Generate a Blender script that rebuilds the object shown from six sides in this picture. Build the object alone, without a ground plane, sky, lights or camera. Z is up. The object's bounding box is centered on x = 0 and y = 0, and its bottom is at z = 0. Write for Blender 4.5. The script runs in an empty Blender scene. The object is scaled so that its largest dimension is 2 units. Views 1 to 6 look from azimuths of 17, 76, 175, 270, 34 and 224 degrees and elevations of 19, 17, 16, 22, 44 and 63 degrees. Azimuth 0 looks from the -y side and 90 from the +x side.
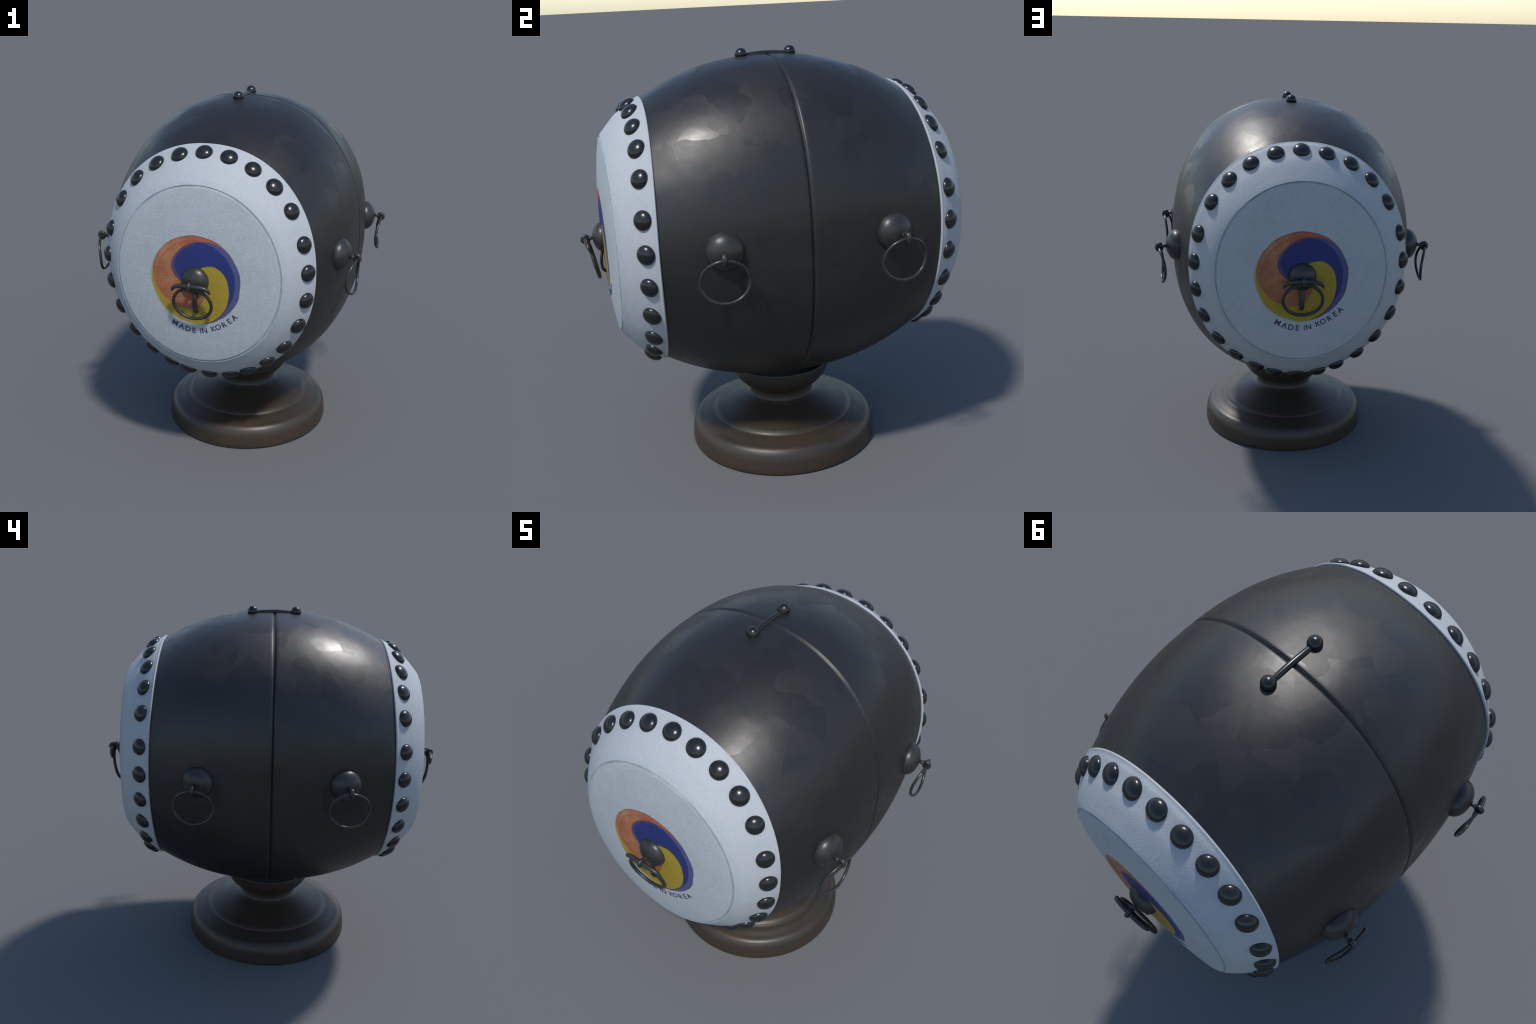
import bpy, bmesh, math, random
from mathutils import Vector, Matrix

random.seed(7)
ZC = 1.1847            # height of the drum's axis

# ------------------------------------------------------------------ helpers
def spow(v, e):
    return math.copysign(abs(v) ** e, v)

def section(t, a, b, pe, k=0.0):
    """point of an egg-shaped superellipse (x, z) round the drum axis"""
    s = spow(math.sin(t), pe)
    return a * (1 + k * s) * spow(math.cos(t), pe), b * s

def mesh_object(name, verts, faces, mat, smooth=True, parent=None, angle=None):
    me = bpy.data.meshes.new(name)
    me.from_pydata([tuple(v) for v in verts], [], faces)
    bm = bmesh.new(); bm.from_mesh(me)
    bmesh.ops.recalc_face_normals(bm, faces=bm.faces)
    bm.to_mesh(me); bm.free()
    me.materials.append(mat)
    for p in me.polygons:
        p.use_smooth = smooth
    if angle is not None:
        me.set_sharp_from_angle(angle=math.radians(angle))
    ob = bpy.data.objects.new(name, me)
    bpy.context.collection.objects.link(ob)
    if parent:
        ob.parent = parent
    return ob

def instance(src, name, matrix, parent):
    ob = src.copy(); ob.name = name
    bpy.context.collection.objects.link(ob)
    ob.parent = parent
    ob.matrix_local = matrix
    return ob

def grid_faces(rows, cols, closed_rows=False, closed_cols=True):
    F = []
    for i in range(rows if closed_rows else rows - 1):
        for j in range(cols if closed_cols else cols - 1):
            i2, j2 = (i + 1) % rows, (j + 1) % cols
            F.append((i * cols + j, i * cols + j2, i2 * cols + j2, i2 * cols + j))
    return F

def catmull(pts, n=8):
    out = []
    P = [pts[0]] + list(pts) + [pts[-1]]
    for i in range(1, len(P) - 2):
        p0, p1, p2, p3 = (Vector(p) for p in P[i - 1:i + 3])
        for s in range(n):
            t = s / n
            out.append(0.5 * ((2 * p1) + (p2 - p0) * t + (2 * p0 - 5 * p1 + 4 * p2 - p3) * t * t
                              + (3 * p1 - p0 - 3 * p2 + p3) * t ** 3))
    out.append(Vector(pts[-1]))
    return out

def revolve(profile, n=128):
    """profile of (radius, z); returns verts, faces round the z axis; ends closed by fans"""
    V, rows = [], len(profile)
    for r, z in profile:
        for j in range(n):
            a = 2 * math.pi * j / n
            V.append((r * math.cos(a), r * math.sin(a), z))
    F = grid_faces(rows, n)
    V.append((0, 0, profile[0][1])); V.append((0, 0, profile[-1][1]))
    c0, c1 = len(V) - 2, len(V) - 1
    for j in range(n):
        F.append((c0, (j + 1) % n, j))
        F.append((c1, (rows - 1) * n + j, (rows - 1) * n + (j + 1) % n))
    return V, F

def tube(path, radius, sides=16, closed=False, flat=1.0, side=None):
    """sweep; radius is a number or a function of 0..1; flat squeezes the section across `side`"""
    V, n = [], len(path)
    path = [Vector(p) for p in path]
    ref = Vector(side) if side else None
    prev = None
    for i, p in enumerate(path):
        if closed:
            d = (path[(i + 1) % n] - path[i - 1]).normalized()
        else:
            d = (path[min(i + 1, n - 1)] - path[max(i - 1, 0)]).normalized()
        if ref is not None:
            u = (ref - d * ref.dot(d)).normalized()
        else:
            base = prev if prev is not None else (Vector((0, 0, 1)) if abs(d.z) < .9 else Vector((1, 0, 0)))
            u = (base - d * base.dot(d)).normalized()
        prev = u
        w = d.cross(u)
        r = radius(i / (n - 1)) if callable(radius) else radius
        for j in range(sides):
            a = 2 * math.pi * j / sides
            V.append(p + u * (r * math.cos(a)) + w * (r * flat * math.sin(a)))
    F = grid_faces(n, sides, closed_rows=closed)
    if not closed:
        F.append(tuple(range(sides - 1, -1, -1)))
        F.append(tuple((n - 1) * sides + j for j in range(sides)))
    return V, F

def join(parts):
    V, F = [], []
    for v, f in parts:
        o = len(V)
        V += [Vector(p) for p in v]
        F += [tuple(i + o for i in q) for q in f]
    return V, F

def dome_profile(R, h, n=14, sink=0.006, p=1.0):
    pr = [(R * .985, -sink)]
    for i in range(n):
        a = (math.pi / 2) * i / n
        pr.append((R * math.cos(a), h * math.sin(a) ** p))
    return pr

# ------------------------------------------------------------------ materials
class Nodes:
    def __init__(self, name):
        self.mat = bpy.data.materials.new(name)
        self.mat.use_nodes = True
        self.t = self.mat.node_tree
        self.t.nodes.clear()
        self.out = self.t.nodes.new('ShaderNodeOutputMaterial')
        self.bsdf = self.t.nodes.new('ShaderNodeBsdfPrincipled')
        self.t.links.new(self.bsdf.outputs[0], self.out.inputs[0])
        self.coord = self.t.nodes.new('ShaderNodeTexCoord').outputs['Object']
    def link(self, a, b):
        self.t.links.new(a, b)
    def put(self, sock, v):
        if isinstance(v, (int, float)):
            sock.default_value = v
        elif isinstance(v, tuple):
            sock.default_value = v if len(v) == len(sock.default_value) else (*v, 1.0)
        else:
            self.link(v, sock)
    def math(self, op, a, b=0.0, c=None, clamp=False):
        n = self.t.nodes.new('ShaderNodeMath'); n.operation = op; n.use_clamp = clamp
        self.put(n.inputs[0], a); self.put(n.inputs[1], b)
        if c is not None:
            self.put(n.inputs[2], c)
        return n.outputs[0]
    def noise(self, scale, detail=4.0, rough=.55, dist=0.0, vec=None):
        n = self.t.nodes.new('ShaderNodeTexNoise')
        n.inputs['Scale'].default_value = scale
        n.inputs['Detail'].default_value = detail
        n.inputs['Roughness'].default_value = rough
        n.inputs['Distortion'].default_value = dist
        self.link(vec or self.coord, n.inputs['Vector'])
        return n.outputs['Fac']
    def voronoi(self, scale, vec=None, out='Color', feature='F1'):
        n = self.t.nodes.new('ShaderNodeTexVoronoi')
        n.feature = feature
        n.inputs['Scale'].default_value = scale
        self.link(vec or self.coord, n.inputs['Vector'])
        return n.outputs[out]
    def stretch(self, sx, sy, sz, rot=(0, 0, 0)):
        n = self.t.nodes.new('ShaderNodeMapping')
        n.inputs['Scale'].default_value = (sx, sy, sz)
        n.inputs['Rotation'].default_value = rot
        self.link(self.coord, n.inputs['Vector'])
        return n.outputs[0]
    def maprange(self, v, a, b, c, d, smooth=True):
        n = self.t.nodes.new('ShaderNodeMapRange')
        n.interpolation_type = 'SMOOTHSTEP' if smooth else 'LINEAR'
        self.put(n.inputs['Value'], v)
        for k, x in zip(('From Min', 'From Max', 'To Min', 'To Max'), (a, b, c, d)):
            self.put(n.inputs[k], x)
        return n.outputs['Result']
    def mix(self, fac, a, b, mode='MIX'):
        n = self.t.nodes.new('ShaderNodeMix'); n.data_type = 'RGBA'; n.blend_type = mode
        self.put(n.inputs['Factor'], fac)
        self.put(n.inputs['A'], a) if False else None
        ins = [s for s in n.inputs if s.type == 'RGBA']
        self.put(ins[0], a); self.put(ins[1], b)
        return [s for s in n.outputs if s.type == 'RGBA'][0]
    def ramp(self, fac, stops, interp='LINEAR'):
        n = self.t.nodes.new('ShaderNodeValToRGB')
        n.color_ramp.interpolation = interp
        el = n.color_ramp.elements
        while len(el) < len(stops):
            el.new(0.5)
        for e, (p, c) in zip(el, stops):
            e.position = p; e.color = (*c, 1.0)
        self.link(fac, n.inputs[0])
        return n.outputs[0]
    def curve(self, v, pts):
        n = self.t.nodes.new('ShaderNodeFloatCurve')
        c = n.mapping.curves[0]
        while len(c.points) < len(pts):
            c.points.new(0.5, 0.5)
        for p, (x, y) in zip(c.points, pts):
            p.location = (x, y); p.handle_type = 'AUTO'
        n.mapping.update()
        self.put(n.inputs['Value'], v)
        return n.outputs[0]
    def bump(self, height, strength, dist):
        n = self.t.nodes.new('ShaderNodeBump')
        n.inputs['Strength'].default_value = strength
        n.inputs['Distance'].default_value = dist
        self.link(height, n.inputs['Height'])
        return n.outputs[0]
    def xyz(self):
        n = self.t.nodes.new('ShaderNodeSeparateXYZ')
        self.link(self.coord, n.inputs[0])
        return n.outputs
    def finish(self, color, rough, normal=None, spec=0.5, metallic=0.0, coat=0.0):
        b = self.bsdf
        self.put(b.inputs['Base Color'], color)
        self.put(b.inputs['Roughness'], rough)
        self.put(b.inputs['Specular IOR Level'], spec)
        b.inputs['Metallic'].default_value = metallic
        if coat:
            b.inputs['Coat Weight'].default_value = coat
        if normal is not None:
            self.link(normal, b.inputs['Normal'])
        return self.mat

def lacquer_material():
    N = Nodes('black_lacquer')
    warp = N.t.nodes.new('ShaderNodeVectorMath'); warp.operation = 'MULTIPLY_ADD'
    wn = N.t.nodes.new('ShaderNodeTexNoise'); wn.inputs['Scale'].default_value = 5.0
    N.link(N.coord, wn.inputs['Vector'])
    N.link(wn.outputs['Color'], warp.inputs[0]); warp.inputs[1].default_value = (.12, .12, .12)
    N.link(N.coord, warp.inputs[2])
    vo = N.t.nodes.new('ShaderNodeTexVoronoi')             # worn patches with differing polish
    vo.inputs['Scale'].default_value = 8.0
    N.link(warp.outputs[0], vo.inputs['Vector'])
    pb = N.t.nodes.new('ShaderNodeRGBToBW'); N.link(vo.outputs['Color'], pb.inputs[0])
    patch = N.math('ADD', N.math('MULTIPLY', pb.outputs[0], .6), N.math('MULTIPLY', N.noise(6, 4, .6), .5))
    broad = N.noise(2.6, 3)
    fine = N.noise(38, 5, .6)
    tint = N.ramp(broad, [(.3, (.0115, .0103, .0090)), (.5, (.0126, .0112, .0099)), (.7, (.0130, .0120, .0110))])
    tint = N.mix(N.maprange(N.noise(9, 6, .65, .4), .60, .72, 0, .25), tint, (.021, .0185, .017))
    x, y, z = N.xyz()
    ay = N.math('ABSOLUTE', y)
    # faint scored line that runs round the shell a little inside each drumhead
    line = N.math('ABSOLUTE', N.math('SUBTRACT', ay, .562))
    tint = N.mix(N.maprange(line, .001, .004, .55, 0), tint, (.007, .007, .007))
    # thin rubbed-through reddish scuffs
    scuff = N.math('MULTIPLY', N.maprange(N.noise(7, 8, .7, 1.2), .655, .70, 0, 1), N.maprange(N.noise(3, 2), .52, .6, 0, .35))
    tint = N.mix(scuff, tint, (.045, .026, .021))
    rough = N.maprange(patch, .2, .8, .33, .50, False)
    rough = N.math('ADD', rough, N.math('MULTIPLY', N.math('SUBTRACT', fine, .5), .05))
    h = N.math('ADD', N.math('MULTIPLY', pb.outputs[0], .10), N.math('MULTIPLY', N.noise(11, 3, .45), .40))
    h = N.math('ADD', h, N.math('MULTIPLY', N.noise(4.0, 2, .4), 2.2))
    return N.finish(tint, rough, N.bump(h, .24, .012), spec=.60)

def metal_material(name, color, rough):
    N = Nodes(name)
    c = N.mix(N.maprange(N.noise(18, 5), .4, .7, 0, 1), color, tuple(v * 1.35 for v in color))
    r = N.math('ADD', N.math('MULTIPLY', N.noise(30, 4), .12), rough - .06)
    return N.finish(c, r, N.bump(N.noise(40, 3), .08, .004))

def wood_material():
    N = Nodes('dark_turned_wood')
    grain = N.noise(3.2, 5, .6, .8, N.stretch(1, 1, 3.5))
    c = N.ramp(grain, [(.28, (.023, .0205, .0140)), (.46, (.036, .0260, .0170)), (.6, (.045, .0275, .0175)), (.74, (.034, .0250, .0165))])
    c = N.mix(N.maprange(N.noise(5.5, 4), .58, .74, 0, .5), c, (.030, .030, .020))
    worn = N.maprange(N.noise(11, 6, .7), .6, .75, 0, .35)
    c = N.mix(worn, c, (.046, .032, .022))
    r = N.math('ADD', N.math('MULTIPLY', N.noise(7, 5), .22), .32)
    return N.finish(c, r, N.bump(N.noise(9, 4), .10, .01))

SPIRAL = [(.000, 215), (.050, 203), (.075, 188), (.103, 172), (.130, 159), (.147, 146), (.161, 131),
          (.173, 116), (.190, 96), (.209, 77), (.219, 65), (.229, 48), (.245, 20)]

def skin_material():
    """pale drum skin with a printed three-lobed whirl in red, blue and yellow"""
    N = Nodes('painted_drum_skin')
    x, y, z = N.xyz()
    mott = N.noise(9, 6, .6)
    fine = N.noise(120, 6, .7, .3, N.stretch(1, 1, .6))
    skin = N.ramp(mott, [(.25, (.350, .385, .400)), (.5, (.388, .418, .435)), (.75, (.412, .428, .460))])
    skin = N.mix(N.maprange(fine, .36, .60, .45, 0), skin, (.285, .325, .335))
    skin = N.mix(N.maprange(N.noise(4, 5, .7, 1.0), .55, .7, 0, .35), skin, (.40, .405, .445))
    # faint lavender and green stains, and raised fibres
    skin = N.mix(N.maprange(N.noise(22, 4, .6, 1.5), .54, .66, 0, .40), skin, (.425, .415, .485))
    skin = N.mix(N.maprange(N.noise(17, 4, .6, 1.2), .56, .68, 0, .40), skin, (.340, .400, .395))
    fibre = N.noise(60, 5, .65, 2.2)
    skin = N.mix(N.maprange(fibre, .58, .70, 0, .35), skin, (.50, .53, .56))
    skin = N.mix(N.maprange(fibre, .42, .32, 0, .35), skin, (.27, .30, .32))
    # few ochre and grey specks
    speck = N.math('MULTIPLY', N.maprange(N.noise(45, 3, .6), .68, .74, 0, .6), N.maprange(N.noise(6, 2), .52, .62, 0, 1))
    skin = N.mix(speck, skin, (.30, .29, .28))
    ochre = N.math('MULTIPLY', N.maprange(N.noise(28, 4, .6, .6), .66, .72, 0, .45), N.maprange(N.noise(3.3, 2), .54, .62, 0, 1))
    skin = N.mix(ochre, skin, (.55, .42, .36))
    # the shoulder is a little lighter and cooler than the beaten face
    face = N.math('MULTIPLY', y, -1.0)
    rim = N.maprange(face, .800, .770, 0, 1)
    skin = N.mix(N.math('MULTIPLY', rim, .5), skin, (.425, .435, .455))
    # shading of the crease round the face, painted as a broken dark line
    er = N.math('SQRT', N.math('ADD', N.math('POWER', N.math('DIVIDE', x, .4305), 2.0),
                               N.math('POWER', N.math('DIVIDE', N.math('ADD', z, .0077), .4642), 2.0)))
    er = N.math('ADD', er, N.math('MULTIPLY', N.math('SUBTRACT', N.noise(9, 3), .5), .006))
    crease = N.maprange(N.math('ABSOLUTE', N.math('SUBTRACT', er, 1.0)), .003, .017, .72, 0)
    crease = N.math('MULTIPLY', crease, N.maprange(N.noise(5, 4, .6), .35, .6, .35, 1))
    skin = N.mix(crease, skin, (.19, .215, .225))
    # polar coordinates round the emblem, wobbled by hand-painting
    wob = N.math('MULTIPLY', N.math('SUBTRACT', N.noise(14, 3), .5), .012)
    cz = N.math('ADD', z, ZC - 1.168)
    r = N.math('SQRT', N.math('ADD', N.math('MULTIPLY', x, x), N.math('MULTIPLY', cz, cz)))
    r = N.math('ADD', r, wob)
    th = N.math('DIVIDE', N.math('ARCTAN2', cz, x), 2 * math.pi)
    rn = N.math('DIVIDE', r, .245, clamp=True)
    phi = N.curve(rn, [(a / .245, b / 360) for a, b in SPIRAL])
    t = N.math('FRACT', N.math('ADD', N.math('SUBTRACT', phi, th), 2.0))
    spk = N.noise(120, 4, .7)
    orange = N.ramp(N.math('ADD', N.math('MULTIPLY', spk, .6), N.math('MULTIPLY', N.noise(10, 3), .4)),
                    [(.34, (.20, .045, .016)), (.5, (.31, .100, .038)), (.66, (.40, .19, .075))])
    blue = N.mix(N.noise(20, 4), (.006, .0135, .115), (.009, .021, .150))
    yellow = N.mix(N.noise(12, 4), (.29, .205, .010), (.35, .25, .012))
    yellow = N.mix(N.maprange(N.noise(7, 3), .58, .72, 0, .5), yellow, (.26, .23, .02))
    # top of the red lobe is purer red
    orange = N.mix(N.maprange(t, .72, .90, 0, .0), orange, (.5, .07, .04))
    redtop = N.math('MULTIPLY', N.maprange(cz, .13, .20, 0, 1), N.maprange(x, -.12, .06, 0, .8))
    orange = N.mix(redtop, orange, (.36, .055, .026))
    # faded margin bands that frame the print
    band = N.maprange(r, .206, .209, 0, 1)
    orange = N.mix(N.math('MULTIPLY', band, .22), orange, (.37, .19, .11))
    ored = N.math('ABSOLUTE', N.math('SUBTRACT', r, .206))
    orange = N.mix(N.maprange(ored, .0012, .004, .55, 0), orange, (.30, .05, .03))
    blue = N.mix(N.math('MULTIPLY', N.maprange(r, .203, .210, 0, 1), .9), blue, (.060, .075, .19))
    headband = N.maprange(r, .165, .195, 1, .15)
    blue = N.mix(N.math('MULTIPLY', N.maprange(t, .012, .055, .75, 0), headband), blue, (.085, .055, .13))
    blue = N.mix(N.math('MULTIPLY', N.maprange(N.math('ABSOLUTE', N.math('SUBTRACT', t, .047)), .004, .012, .5, 0), headband), blue, (.009, .012, .07))
    lobe = N.mix(N.math('GREATER_THAN', t, 1 / 3), blue, yellow)
    lobe = N.mix(N.math('GREATER_THAN', t, 2 / 3), lobe, orange)
    # inked contour lines between lobes
    for edge, col, w in ((1 / 3, (.02, .022, .05), .013), (2 / 3, (.28, .06, .03), .010), (.0, (.10, .03, .06), .012)):
        d = N.math('ABSOLUTE', N.math('SUBTRACT', t, edge))
        if edge == 0.0:
            d = N.math('MINIMUM', t, N.math('SUBTRACT', 1.0, t))
        lobe = N.mix(N.maprange(d, w * .25, w, .8, 0), lobe, col)
    # outline of red and blue lobes; yellow fades out softly
    contour = N.maprange(N.math('ABSOLUTE', N.math('SUBTRACT', r, .232)), .001, .0045, .65, 0)
    notyel = N.math('SUBTRACT', 1.0, N.math('MULTIPLY', N.math('GREATER_THAN', t, 1 / 3), N.math('LESS_THAN', t, 2 / 3)))
    lobe = N.mix(N.math('MULTIPLY', contour, notyel), lobe, (.13, .04, .045))
    inside = N.math('ADD', N.math('MULTIPLY', notyel, N.maprange(r, .2315, .2365, 1, 0)),
                    N.math('MULTIPLY', N.math('SUBTRACT', 1.0, notyel), N.maprange(r, .229, .2445, 1, 0)))
    inside = N.math('MULTIPLY', inside, N.maprange(face, .80, .81, 0, 1))
    col = N.mix(N.math('MULTIPLY', inside, .97), skin, lobe)
    rough = N.math('ADD', N.math('MULTIPLY', fine, .15), .55)
    h = N.math('ADD', fibre, N.math('MULTIPLY', N.noise(14, 4, .6, .5), .8))
    return N.finish(col, rough, N.bump(h, .36, .006), spec=.35)

def ink_material():
    N = Nodes('worn_blue_ink')
    c = N.mix(N.maprange(N.noise(90, 4, .6), .48, .70, 0, .7), (.022, .028, .065), (.20, .24, .31))
    return N.finish(c, .6, spec=.3)

LACQUER = lacquer_material()
WOOD = wood_material()
NAIL = metal_material('black_nail_metal', (.0105, .0115, .0115), .25)
IRON = metal_material('dark_iron', (.0225, .0225, .0205), .38)
RINGMETAL = metal_material('polished_dark_iron', (.025, .0255, .0240), .27)
SKIN = skin_material()
INK = ink_material()

# ------------------------------------------------------------------ the drum
drum = bpy.data.objects.new('barrel_drum', None)
bpy.context.collection.objects.link(drum)
drum["label"] = "black barrel drum with studded pale heads on a turned wooden foot"
drum["category"] = "drum"

YR = .61
def shell_dims(y):
    t = abs(y / YR) ** 2.3
    return .6685 + (.570 - .6685) * t, t

def shell_point(y, q):
    a, t = shell_dims(y)
    if math.sin(q) >= 0:                            # crown: rounder
        tb = abs(y / YR) ** 2.15
        b, pe = .7800 + (.617 - .7800) * tb, .897 + (.935 - .897) * t
    else:                                           # keel: fuller flanks, flatter bottom
        b, pe = .7735 + (.617 - .7735) * t, .893 + (.935 - .893) * abs(y / YR) ** 1.2
    x, z = section(q, a, b, pe, (.014 if math.sin(q) >= 0 else -.013) * (1 - t))
    return Vector((x, y, z + .0025 * max(0.0, 1 - abs(y / YR))))

# barrel shell: two halves that meet in a V groove round the belly
NT = 288
ys = [-.660 + .650 * i / 44 for i in range(44)]
ys += [-.0125, -.0095, -.006, -.003, 0, .003, .006, .0095, .0125]
ys += [-v for v in reversed(ys[:44])]
V = []
for y in ys:
    depth = .0095 * max(0.0, 1 - abs(y) / .0105)
    for j in range(NT):
        t = 2 * math.pi * j / NT
        p = shell_point(y, t)
        q = Vector((p.x, 0, p.z))
        q *= 1 - depth / q.length
        # the open ends follow the lip of the skins, which bows toward the face at the sides
        end = .609 + .034 * q.x * q.x / (q.x * q.x + q.z * q.z) + .010
        yy = y if abs(y) < .5 else math.copysign(.5 + (abs(y) - .5) * (end - .5) / .16, y)
        if abs(y) >= .5:
            p = shell_point(yy, t); q = p
        V.append((q.x, yy, q.z))
F = grid_faces(len(ys), NT)
F.append(tuple(range(NT))); F.append(tuple((len(ys) - 1) * NT + j for j in reversed(range(NT))))
shell = mesh_object('shell', V, F, LACQUER, parent=drum, angle=50)
shell.location = (0, 0, ZC)

# ------------------------------------------------------------------ drumheads
HEAD = [  # 0 = lip on the shell .. 1 = crease round the face; half width, half height, exponent, drop of the centre
    (-.030, .550, .604, .935, .000), (-.026, .561, .618, .935, .000), (-.008, .5665, .6245, .937, .000), (.018, .5670, .6250, .94, .000),
    (.045, .5640, .6220, .945, .001), (.085, .5610, .6205, .955, .003), (.160, .5555, .6165, .970, .005), (.310, .5385, .5985, .985, .0077),
    (.450, .5205, .5790, .988, .0077), (.600, .5015, .5565, .99, .0077), (.750, .4805, .5255, .99, .0077),
    (.870, .4610, .4985, .99, .0077), (.945, .4470, .4820, .99, .0077), (1.00, .4350, .4690, .99, .0077)]
FACE_A, FACE_B, FACE_Y, DOME, DROP, CREASE = .4272, .4612, .8085, .034, .0077, .8045
def face_y(x, z):
    return FACE_Y + DOME * (1 - math.hypot(x / FACE_A, (z + DROP) / FACE_B) ** 2.8)

def head_row(s, a, b, pe, drop, t):
    x, z = section(t, a, b, pe)
    lip = .609 + .034 * x * x / (x * x + z * z)     # the skin laps further over the shell above and below
    return Vector((x, -(lip + (CREASE - lip) * s), z - drop))

HT = 256
prof = catmull(HEAD, 3)
prof += [Vector(v) for v in ((.994, .4325, .4663, .99, DROP), (.990, .4305, .4642, .99, DROP), (1.000, .4282, .4622, .99, DROP))]
V = []
for row in prof:
    for j in range(HT):
        V.append(head_row(*row, 2 * math.pi * j / HT))
rows = len(prof)
for rho in [1.0 - .004, .98, .95] + [.9 - .05 * i for i in range(18)]:
    for j in range(HT):
        x, z = section(2 * math.pi * j / HT, FACE_A * rho, FACE_B * rho, .99)
        V.append((x, -face_y(x, z - DROP), z - DROP))
    rows += 1
F = grid_faces(rows, HT)
V.append((0, -face_y(0, -DROP), -DROP))
for j in range(HT):
    F.append((len(V) - 1, (rows - 1) * HT + j, (rows - 1) * HT + (j + 1) % HT))
head = mesh_object('drumhead', V, F, SKIN, parent=drum, angle=60)
head.location = (0, 0, ZC)
head_back = instance(head, 'drumhead', Matrix.Translation((0, 0, ZC)) @ Matrix.Rotation(math.pi, 4, 'Z'), drum)

def head_point(sq, t):
    for r0, r1 in zip(HEAD, HEAD[1:]):
        if r0[0] <= sq <= r1[0]:
            f = (sq - r0[0]) / (r1[0] - r0[0])
            return head_row(*(u + f * (w - u) for u, w in zip(r0, r1)), t)

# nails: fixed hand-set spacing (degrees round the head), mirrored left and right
NAIL_DEG = [90, 77.5, 64.6, 51.4, 37.1, 19.0, 3.5, -12.1, -27.8, -43.0, -56.2, -68.6, -78.6, -90]
NAIL_DEG += [180 - d for d in NAIL_DEG[1:-1]]
nail_mesh_v, nail_mesh_f = revolve(dome_profile(.0440, .0265, 12, .005), 40)
nail_src = None
for hd in (head, head_back):
    rnd = random.Random(3 if hd is head else 11)
    for deg in NAIL_DEG:
        want = math.radians(deg)
        t = want
        for _ in range(12):                       # parameter whose point lies in that direction
            p = head_point(.310, t)
            t += (want - math.atan2(p.z + DROP, p.x) + math.pi) % (2 * math.pi) - math.pi
        sq = .310 + rnd.uniform(-.012, .012)
        p = head_point(sq, t)
        e1 = head_point(sq, t + .01) - head_point(sq, t - .01)
        e2 = head_point(sq + .1, t) - head_point(sq - .1, t)
        n = e1.cross(e2).normalized()
        if n.dot(Vector((p.x, 0, p.z))) < 0:
            n = -n
        e1.normalize(); e2 = n.cross(e1)
        s = rnd.uniform(.97, 1.03)
        M = Matrix(((e1.x * s, e2.x * s * .98, n.x, p.x), (e1.y * s, e2.y * s * .98, n.y, p.y), (e1.z * s, e2.z * s * .98, n.z, p.z), (0, 0, 0, 1)))
        if nail_src is None:
            nail_src = mesh_object('nail', nail_mesh_v, nail_mesh_f, NAIL, parent=hd, angle=60)
            nail_src.matrix_local = M
        else:
            instance(nail_src, 'nail', M, hd)

# inscription: letters set on an arc under the emblem, lying on the skin
LETTERS = [('M', -.119, .924, .036, -24), ('A', -.084, .908, .034, -18), ('D', -.051, .8975, .034, -11), ('E', -.018, .8935, .034, -3),
           ('I', .018, .8945, .032, 4), ('N', .040, .8985, .031, 9), ('K', .086, .915, .032, 18), ('O', .113, .927, .033, 24),
           ('R', .144, .944, .033, 31), ('E', .173, .965, .033, 37), ('A', .199, .989, .033, 43)]
parts = []
for ch, lx, lz, size, deg in LETTERS:
    cu = bpy.data.curves.new('letter', 'FONT')
    cu.body = ch; cu.size = size * 1.25; cu.align_x = 'CENTER'; cu.align_y = 'CENTER'
    cu.offset = .0001 if ch == 'M' else .0006; cu.resolution_u = 3
    tmp = bpy.data.objects.new('letter_outline', cu)
    bpy.context.collection.objects.link(tmp)
    bpy.context.view_layer.update()
    me = tmp.evaluated_get(bpy.context.evaluated_depsgraph_get()).to_mesh()
    ca, sa = math.cos(math.radians(deg)), math.sin(math.radians(deg))
    bm = bmesh.new(); bm.from_mesh(me)
    bmesh.ops.triangulate(bm, faces=bm.faces)
    bmesh.ops.subdivide_edges(bm, edges=bm.edges, cuts=1)
    ex = bmesh.ops.extrude_face_region(bm, geom=list(bm.faces))
    top = {v for v in ex['geom'] if isinstance(v, bmesh.types.BMVert)}
    bm.verts.index_update()
    vs = []
    for v in bm.verts:
        X = lx + ca * v.co.x - sa * v.co.y
        Z = lz - ZC + sa * v.co.x + ca * v.co.y
        vs.append(Vector((X, -face_y(X, Z) + (-.0011 if v in top else .001), Z)))
    fs = [tuple(v.index for v in f.verts) for f in bm.faces]
    parts.append((vs, fs))
    bm.free()
    tmp.to_mesh_clear()
    bpy.data.objects.remove(tmp)
    bpy.data.curves.remove(cu)
V, F = join(parts)
text = mesh_object('inscription', V, F, INK, smooth=False, parent=head)
instance(text, 'inscription', Matrix.Identity(4), head_back)

# ------------------------------------------------------------------ ring pulls
def torus(center, axis, R, r, n=28, m=14, squash=1.0):
    """ring round an axis 'X'"""
    path = [Vector(center) + Vector((0, R * math.cos(a), R * squash * math.sin(a)))
            for a in (2 * math.pi * i / n for i in range(n))]
    return tube(path, r, m, closed=True)

def dome(R, h, sink):
    v, f = revolve(dome_profile(R, h, 16, sink), 56)
    return [(x, -z, y) for x, y, z in v], f       # apex toward -y

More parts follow.
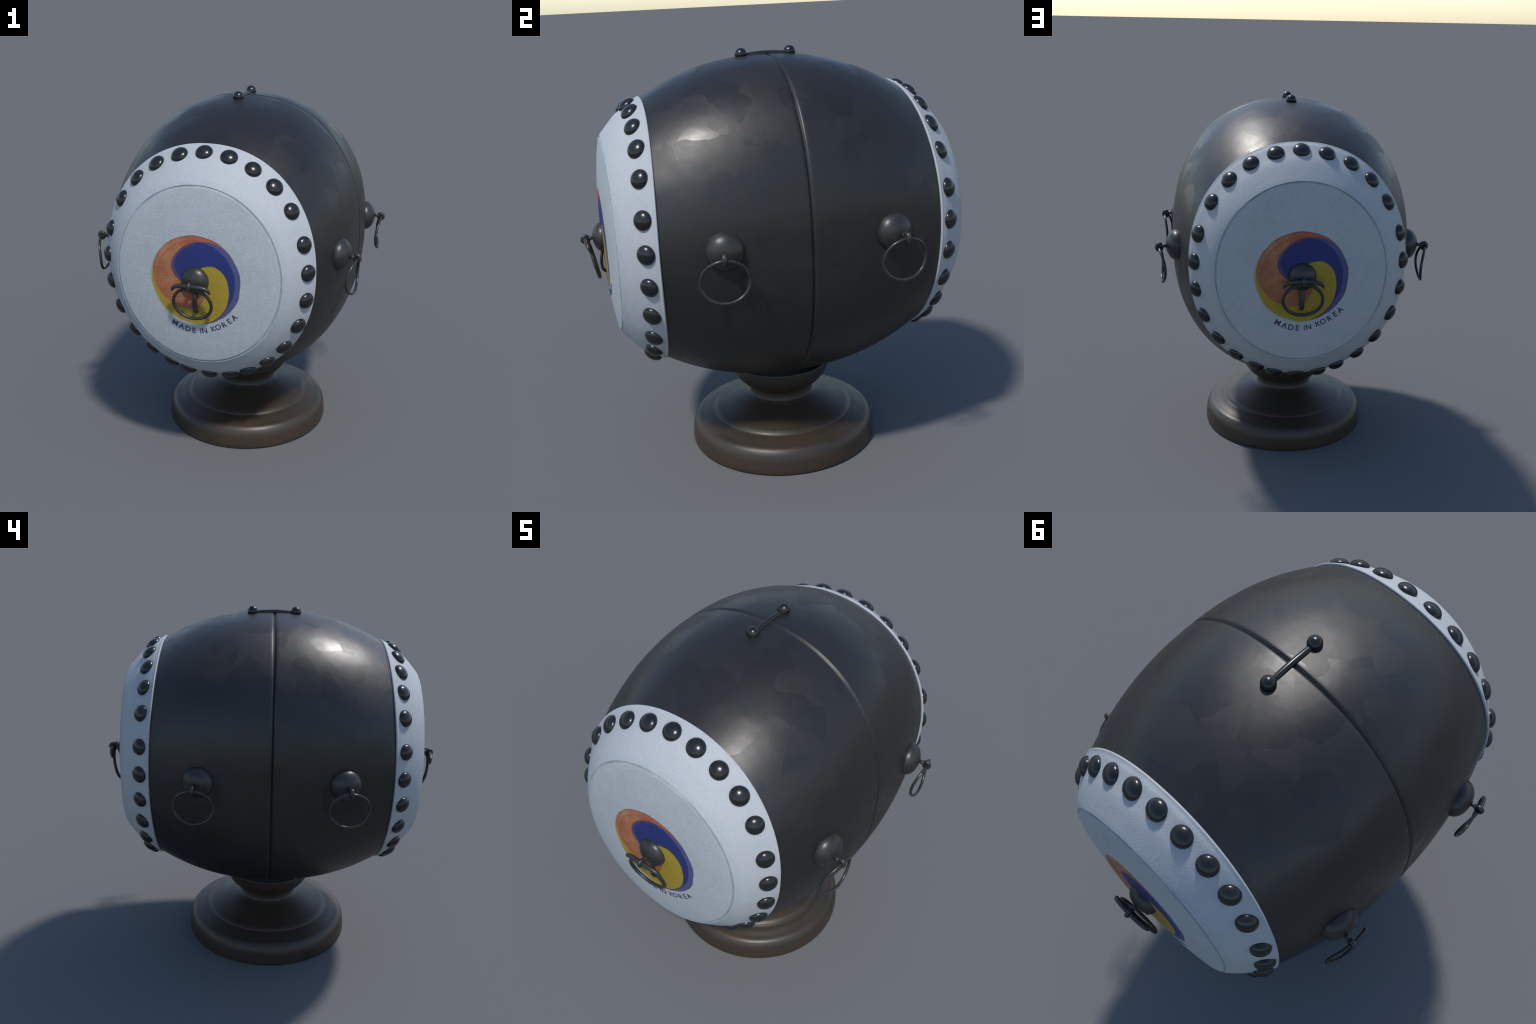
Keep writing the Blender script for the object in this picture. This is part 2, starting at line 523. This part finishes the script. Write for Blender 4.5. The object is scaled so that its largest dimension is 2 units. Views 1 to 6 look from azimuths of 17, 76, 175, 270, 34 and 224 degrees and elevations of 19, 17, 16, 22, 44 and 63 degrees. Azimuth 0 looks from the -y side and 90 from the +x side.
# side pulls: local frame x = along the shell, -y = outward, z = up, origin on the shell
def side_frame(sign_x, sign_y, y, ang, zz):
    a = shell_dims(.398)[0] * 1.0015
    out = Vector((sign_x * math.cos(ang), sign_y * math.sin(ang), 0))
    back = -out                                    # local +y
    xax = back.cross(Vector((0, 0, 1)))
    return Matrix(((xax.x, back.x, 0, sign_x * a), (xax.y, back.y, 0, sign_y * y), (0, 0, 1, zz), (0, 0, 0, 1)))

src = None
for sx, sy in ((1, -1), (1, 1), (-1, -1), (-1, 1)):
    Mboss = side_frame(sx, sy, .378, .22, 1.213)   # the boss sits square on the curved shell
    Mring = side_frame(sx, sy, .3894, .11, 1.213)  # eyelet and ring hang a little straighter
    rel = Mboss.inverted() @ Mring
    if src is None:
        v, f = dome(.085, .060, .03)
        boss = mesh_object('ring_boss', v, f, IRON, parent=drum, angle=60)
        boss.matrix_local = Mboss
        v, f = join([tube([(0, -.050, .000), (0, -.068, -.001), (0, -.083, -.002)], lambda t: .0118 - .0022 * math.sin(t * math.pi), 14),
                     torus((0, -.0960, -.0065), 'X', .0122, .0112, squash=1.32)])
        eye = mesh_object('eyelet', v, f, RINGMETAL, parent=boss)
        path = []
        for i in range(96):
            q = 2 * math.pi * i / 96
            s = math.sin(q)
            path.append((.104 * math.cos(q) * (1 - .04 * s), -(.091 + .0065 * s) + .019 * math.cos(q) ** 2, -.1050 + .0935 * s))
        v, f = tube(path, .0073, 14, closed=True)
        ring = mesh_object('pull_ring', v, f, RINGMETAL, parent=boss)
        eye.matrix_local = rel; ring.matrix_local = rel
        src = (boss, eye, ring)
    else:
        b = instance(src[0], 'ring_boss', Mboss, drum)
        instance(src[1], 'eyelet', rel, b)
        instance(src[2], 'pull_ring', rel, b)

# face pulls, in the middle of each drumhead
zb = 1.170 - ZC
yb = face_y(0, zb)
v, f = dome(.0715, .046, .008)
boss = mesh_object('face_boss', v, f, IRON, parent=head, angle=60)
Mb = Matrix.Translation((0, -yb + .001, zb))
boss.matrix_local = Mb
L = lambda x, y, z: (x, -(y - yb), z - 1.170)      # world-like numbers to the boss frame
v, f = join([tube([L(0, .878, 1.172), L(0, .898, 1.170), L(0, .910, 1.169)], .0085, 14),
             torus(L(0, .9225, 1.1665), 'X', .0145, .0092)])
eye = mesh_object('eyelet', v, f, IRON, parent=boss)
path = []
for i in range(41):
    s = -1 + 2 * i / 40
    path.append(L(.099 * math.sin(s * 1.45) / math.sin(1.45), .9225 - .012 * s * s, 1.166 - .036 * abs(s) ** 3.0))
v, f = tube(path, lambda t: .0112 * (1 - abs(2 * t - 1) ** 6 * .72) , 14)
bar = mesh_object('cross_bar', v, f, IRON, parent=boss)
path = []
for i in range(96):
    q = 2 * math.pi * i / 96
    s = math.sin(q)
    path.append(L(.0995 * math.cos(q), .8925 + .0185 * s, 1.0635 + .0855 * s))
v, f = tube(path, .0083, 14, closed=True)
ring = mesh_object('pull_ring', v, f, IRON, parent=boss)
path = catmull([L(0, .842, 1.120), L(0, .854, 1.085), L(0, .859, 1.045), L(0, .857, 1.018), L(0, .848, 1.003), L(0, .836, .997)], 5)
v, f = tube(path, .0118, 14, flat=.6, side=(1, 0, 0))
prong = mesh_object('prong', v, f, IRON, parent=boss)
b2 = instance(boss, 'face_boss', Mb, head_back)
for o in (eye, bar, ring, prong):
    instance(o, o.name.split('.')[0], Matrix.Identity(4), b2)

# ------------------------------------------------------------------ carrying handle on the top
path = []
for i in range(33):
    y = -.122 + .244 * i / 32
    path.append((0, y, 1.9580 + .0105 * (1 - (y / .122) ** 2) - 1.966))
v, f = tube(path, .0128, 16)
handle = mesh_object('carrying_handle', v, f, NAIL, parent=drum)
handle.location = (0, 0, 1.966)
kv, kf = revolve([(.021, -.024), (.0245, -.012), (.027, -.008)] + [(.0300 * math.cos(a), .0315 * math.sin(a))
                 for a in (math.pi / 2 * i / 12 for i in range(12))], 36)
knob = mesh_object('knob', kv, kf, NAIL, parent=handle)
knob.location = (0, -.118, .0025)
instance(knob, 'knob', Matrix.Translation((0, .118, .0025)), handle)

# ------------------------------------------------------------------ stand
foot = catmull([(.470, 0), (.4765, .004), (.4780, .018), (.4765, .045), (.4735, .077), (.4645, .105), (.4465, .1255),
                (.4170, .1360), (.3900, .1455), (.3700, .1505), (.3600, .1545)], 5)
foot += catmull([(.3585, .1568), (.3560, .1600), (.3500, .1645), (.3430, .1690), (.3375, .1715)], 4)
foot += catmull([(.3330, .1728), (.3000, .1835), (.2600, .1985), (.2250, .2110), (.1980, .2210), (.1800, .2290)], 5)
foot += catmull([(.1755, .2325), (.1730, .2345), (.1690, .2375), (.1645, .2415)], 4)
foot += catmull([(.1610, .247), (.1585, .262), (.1595, .276), (.1620, .284)], 4)
v, f = revolve([(p[0], p[1]) for p in foot], 144)
stand = mesh_object('stand', v, f, WOOD, parent=drum, angle=45)
cup = catmull([(.150, .278), (.1640, .2835), (.1800, .294), (.2020, .312), (.2240, .336), (.2415, .365), (.2530, .400)], 5)
cup += catmull([(.2550, .412), (.2550, .419), (.2505, .4225), (.2455, .420)], 4)
cup += catmull([(.2400, .410), (.2330, .370), (.2000, .340), (.0800, .332)], 4)
v, f = revolve([(p[0], p[1]) for p in cup], 128)
mesh_object('cup', v, f, WOOD, parent=stand, angle=45)

bpy.context.view_layer.update()
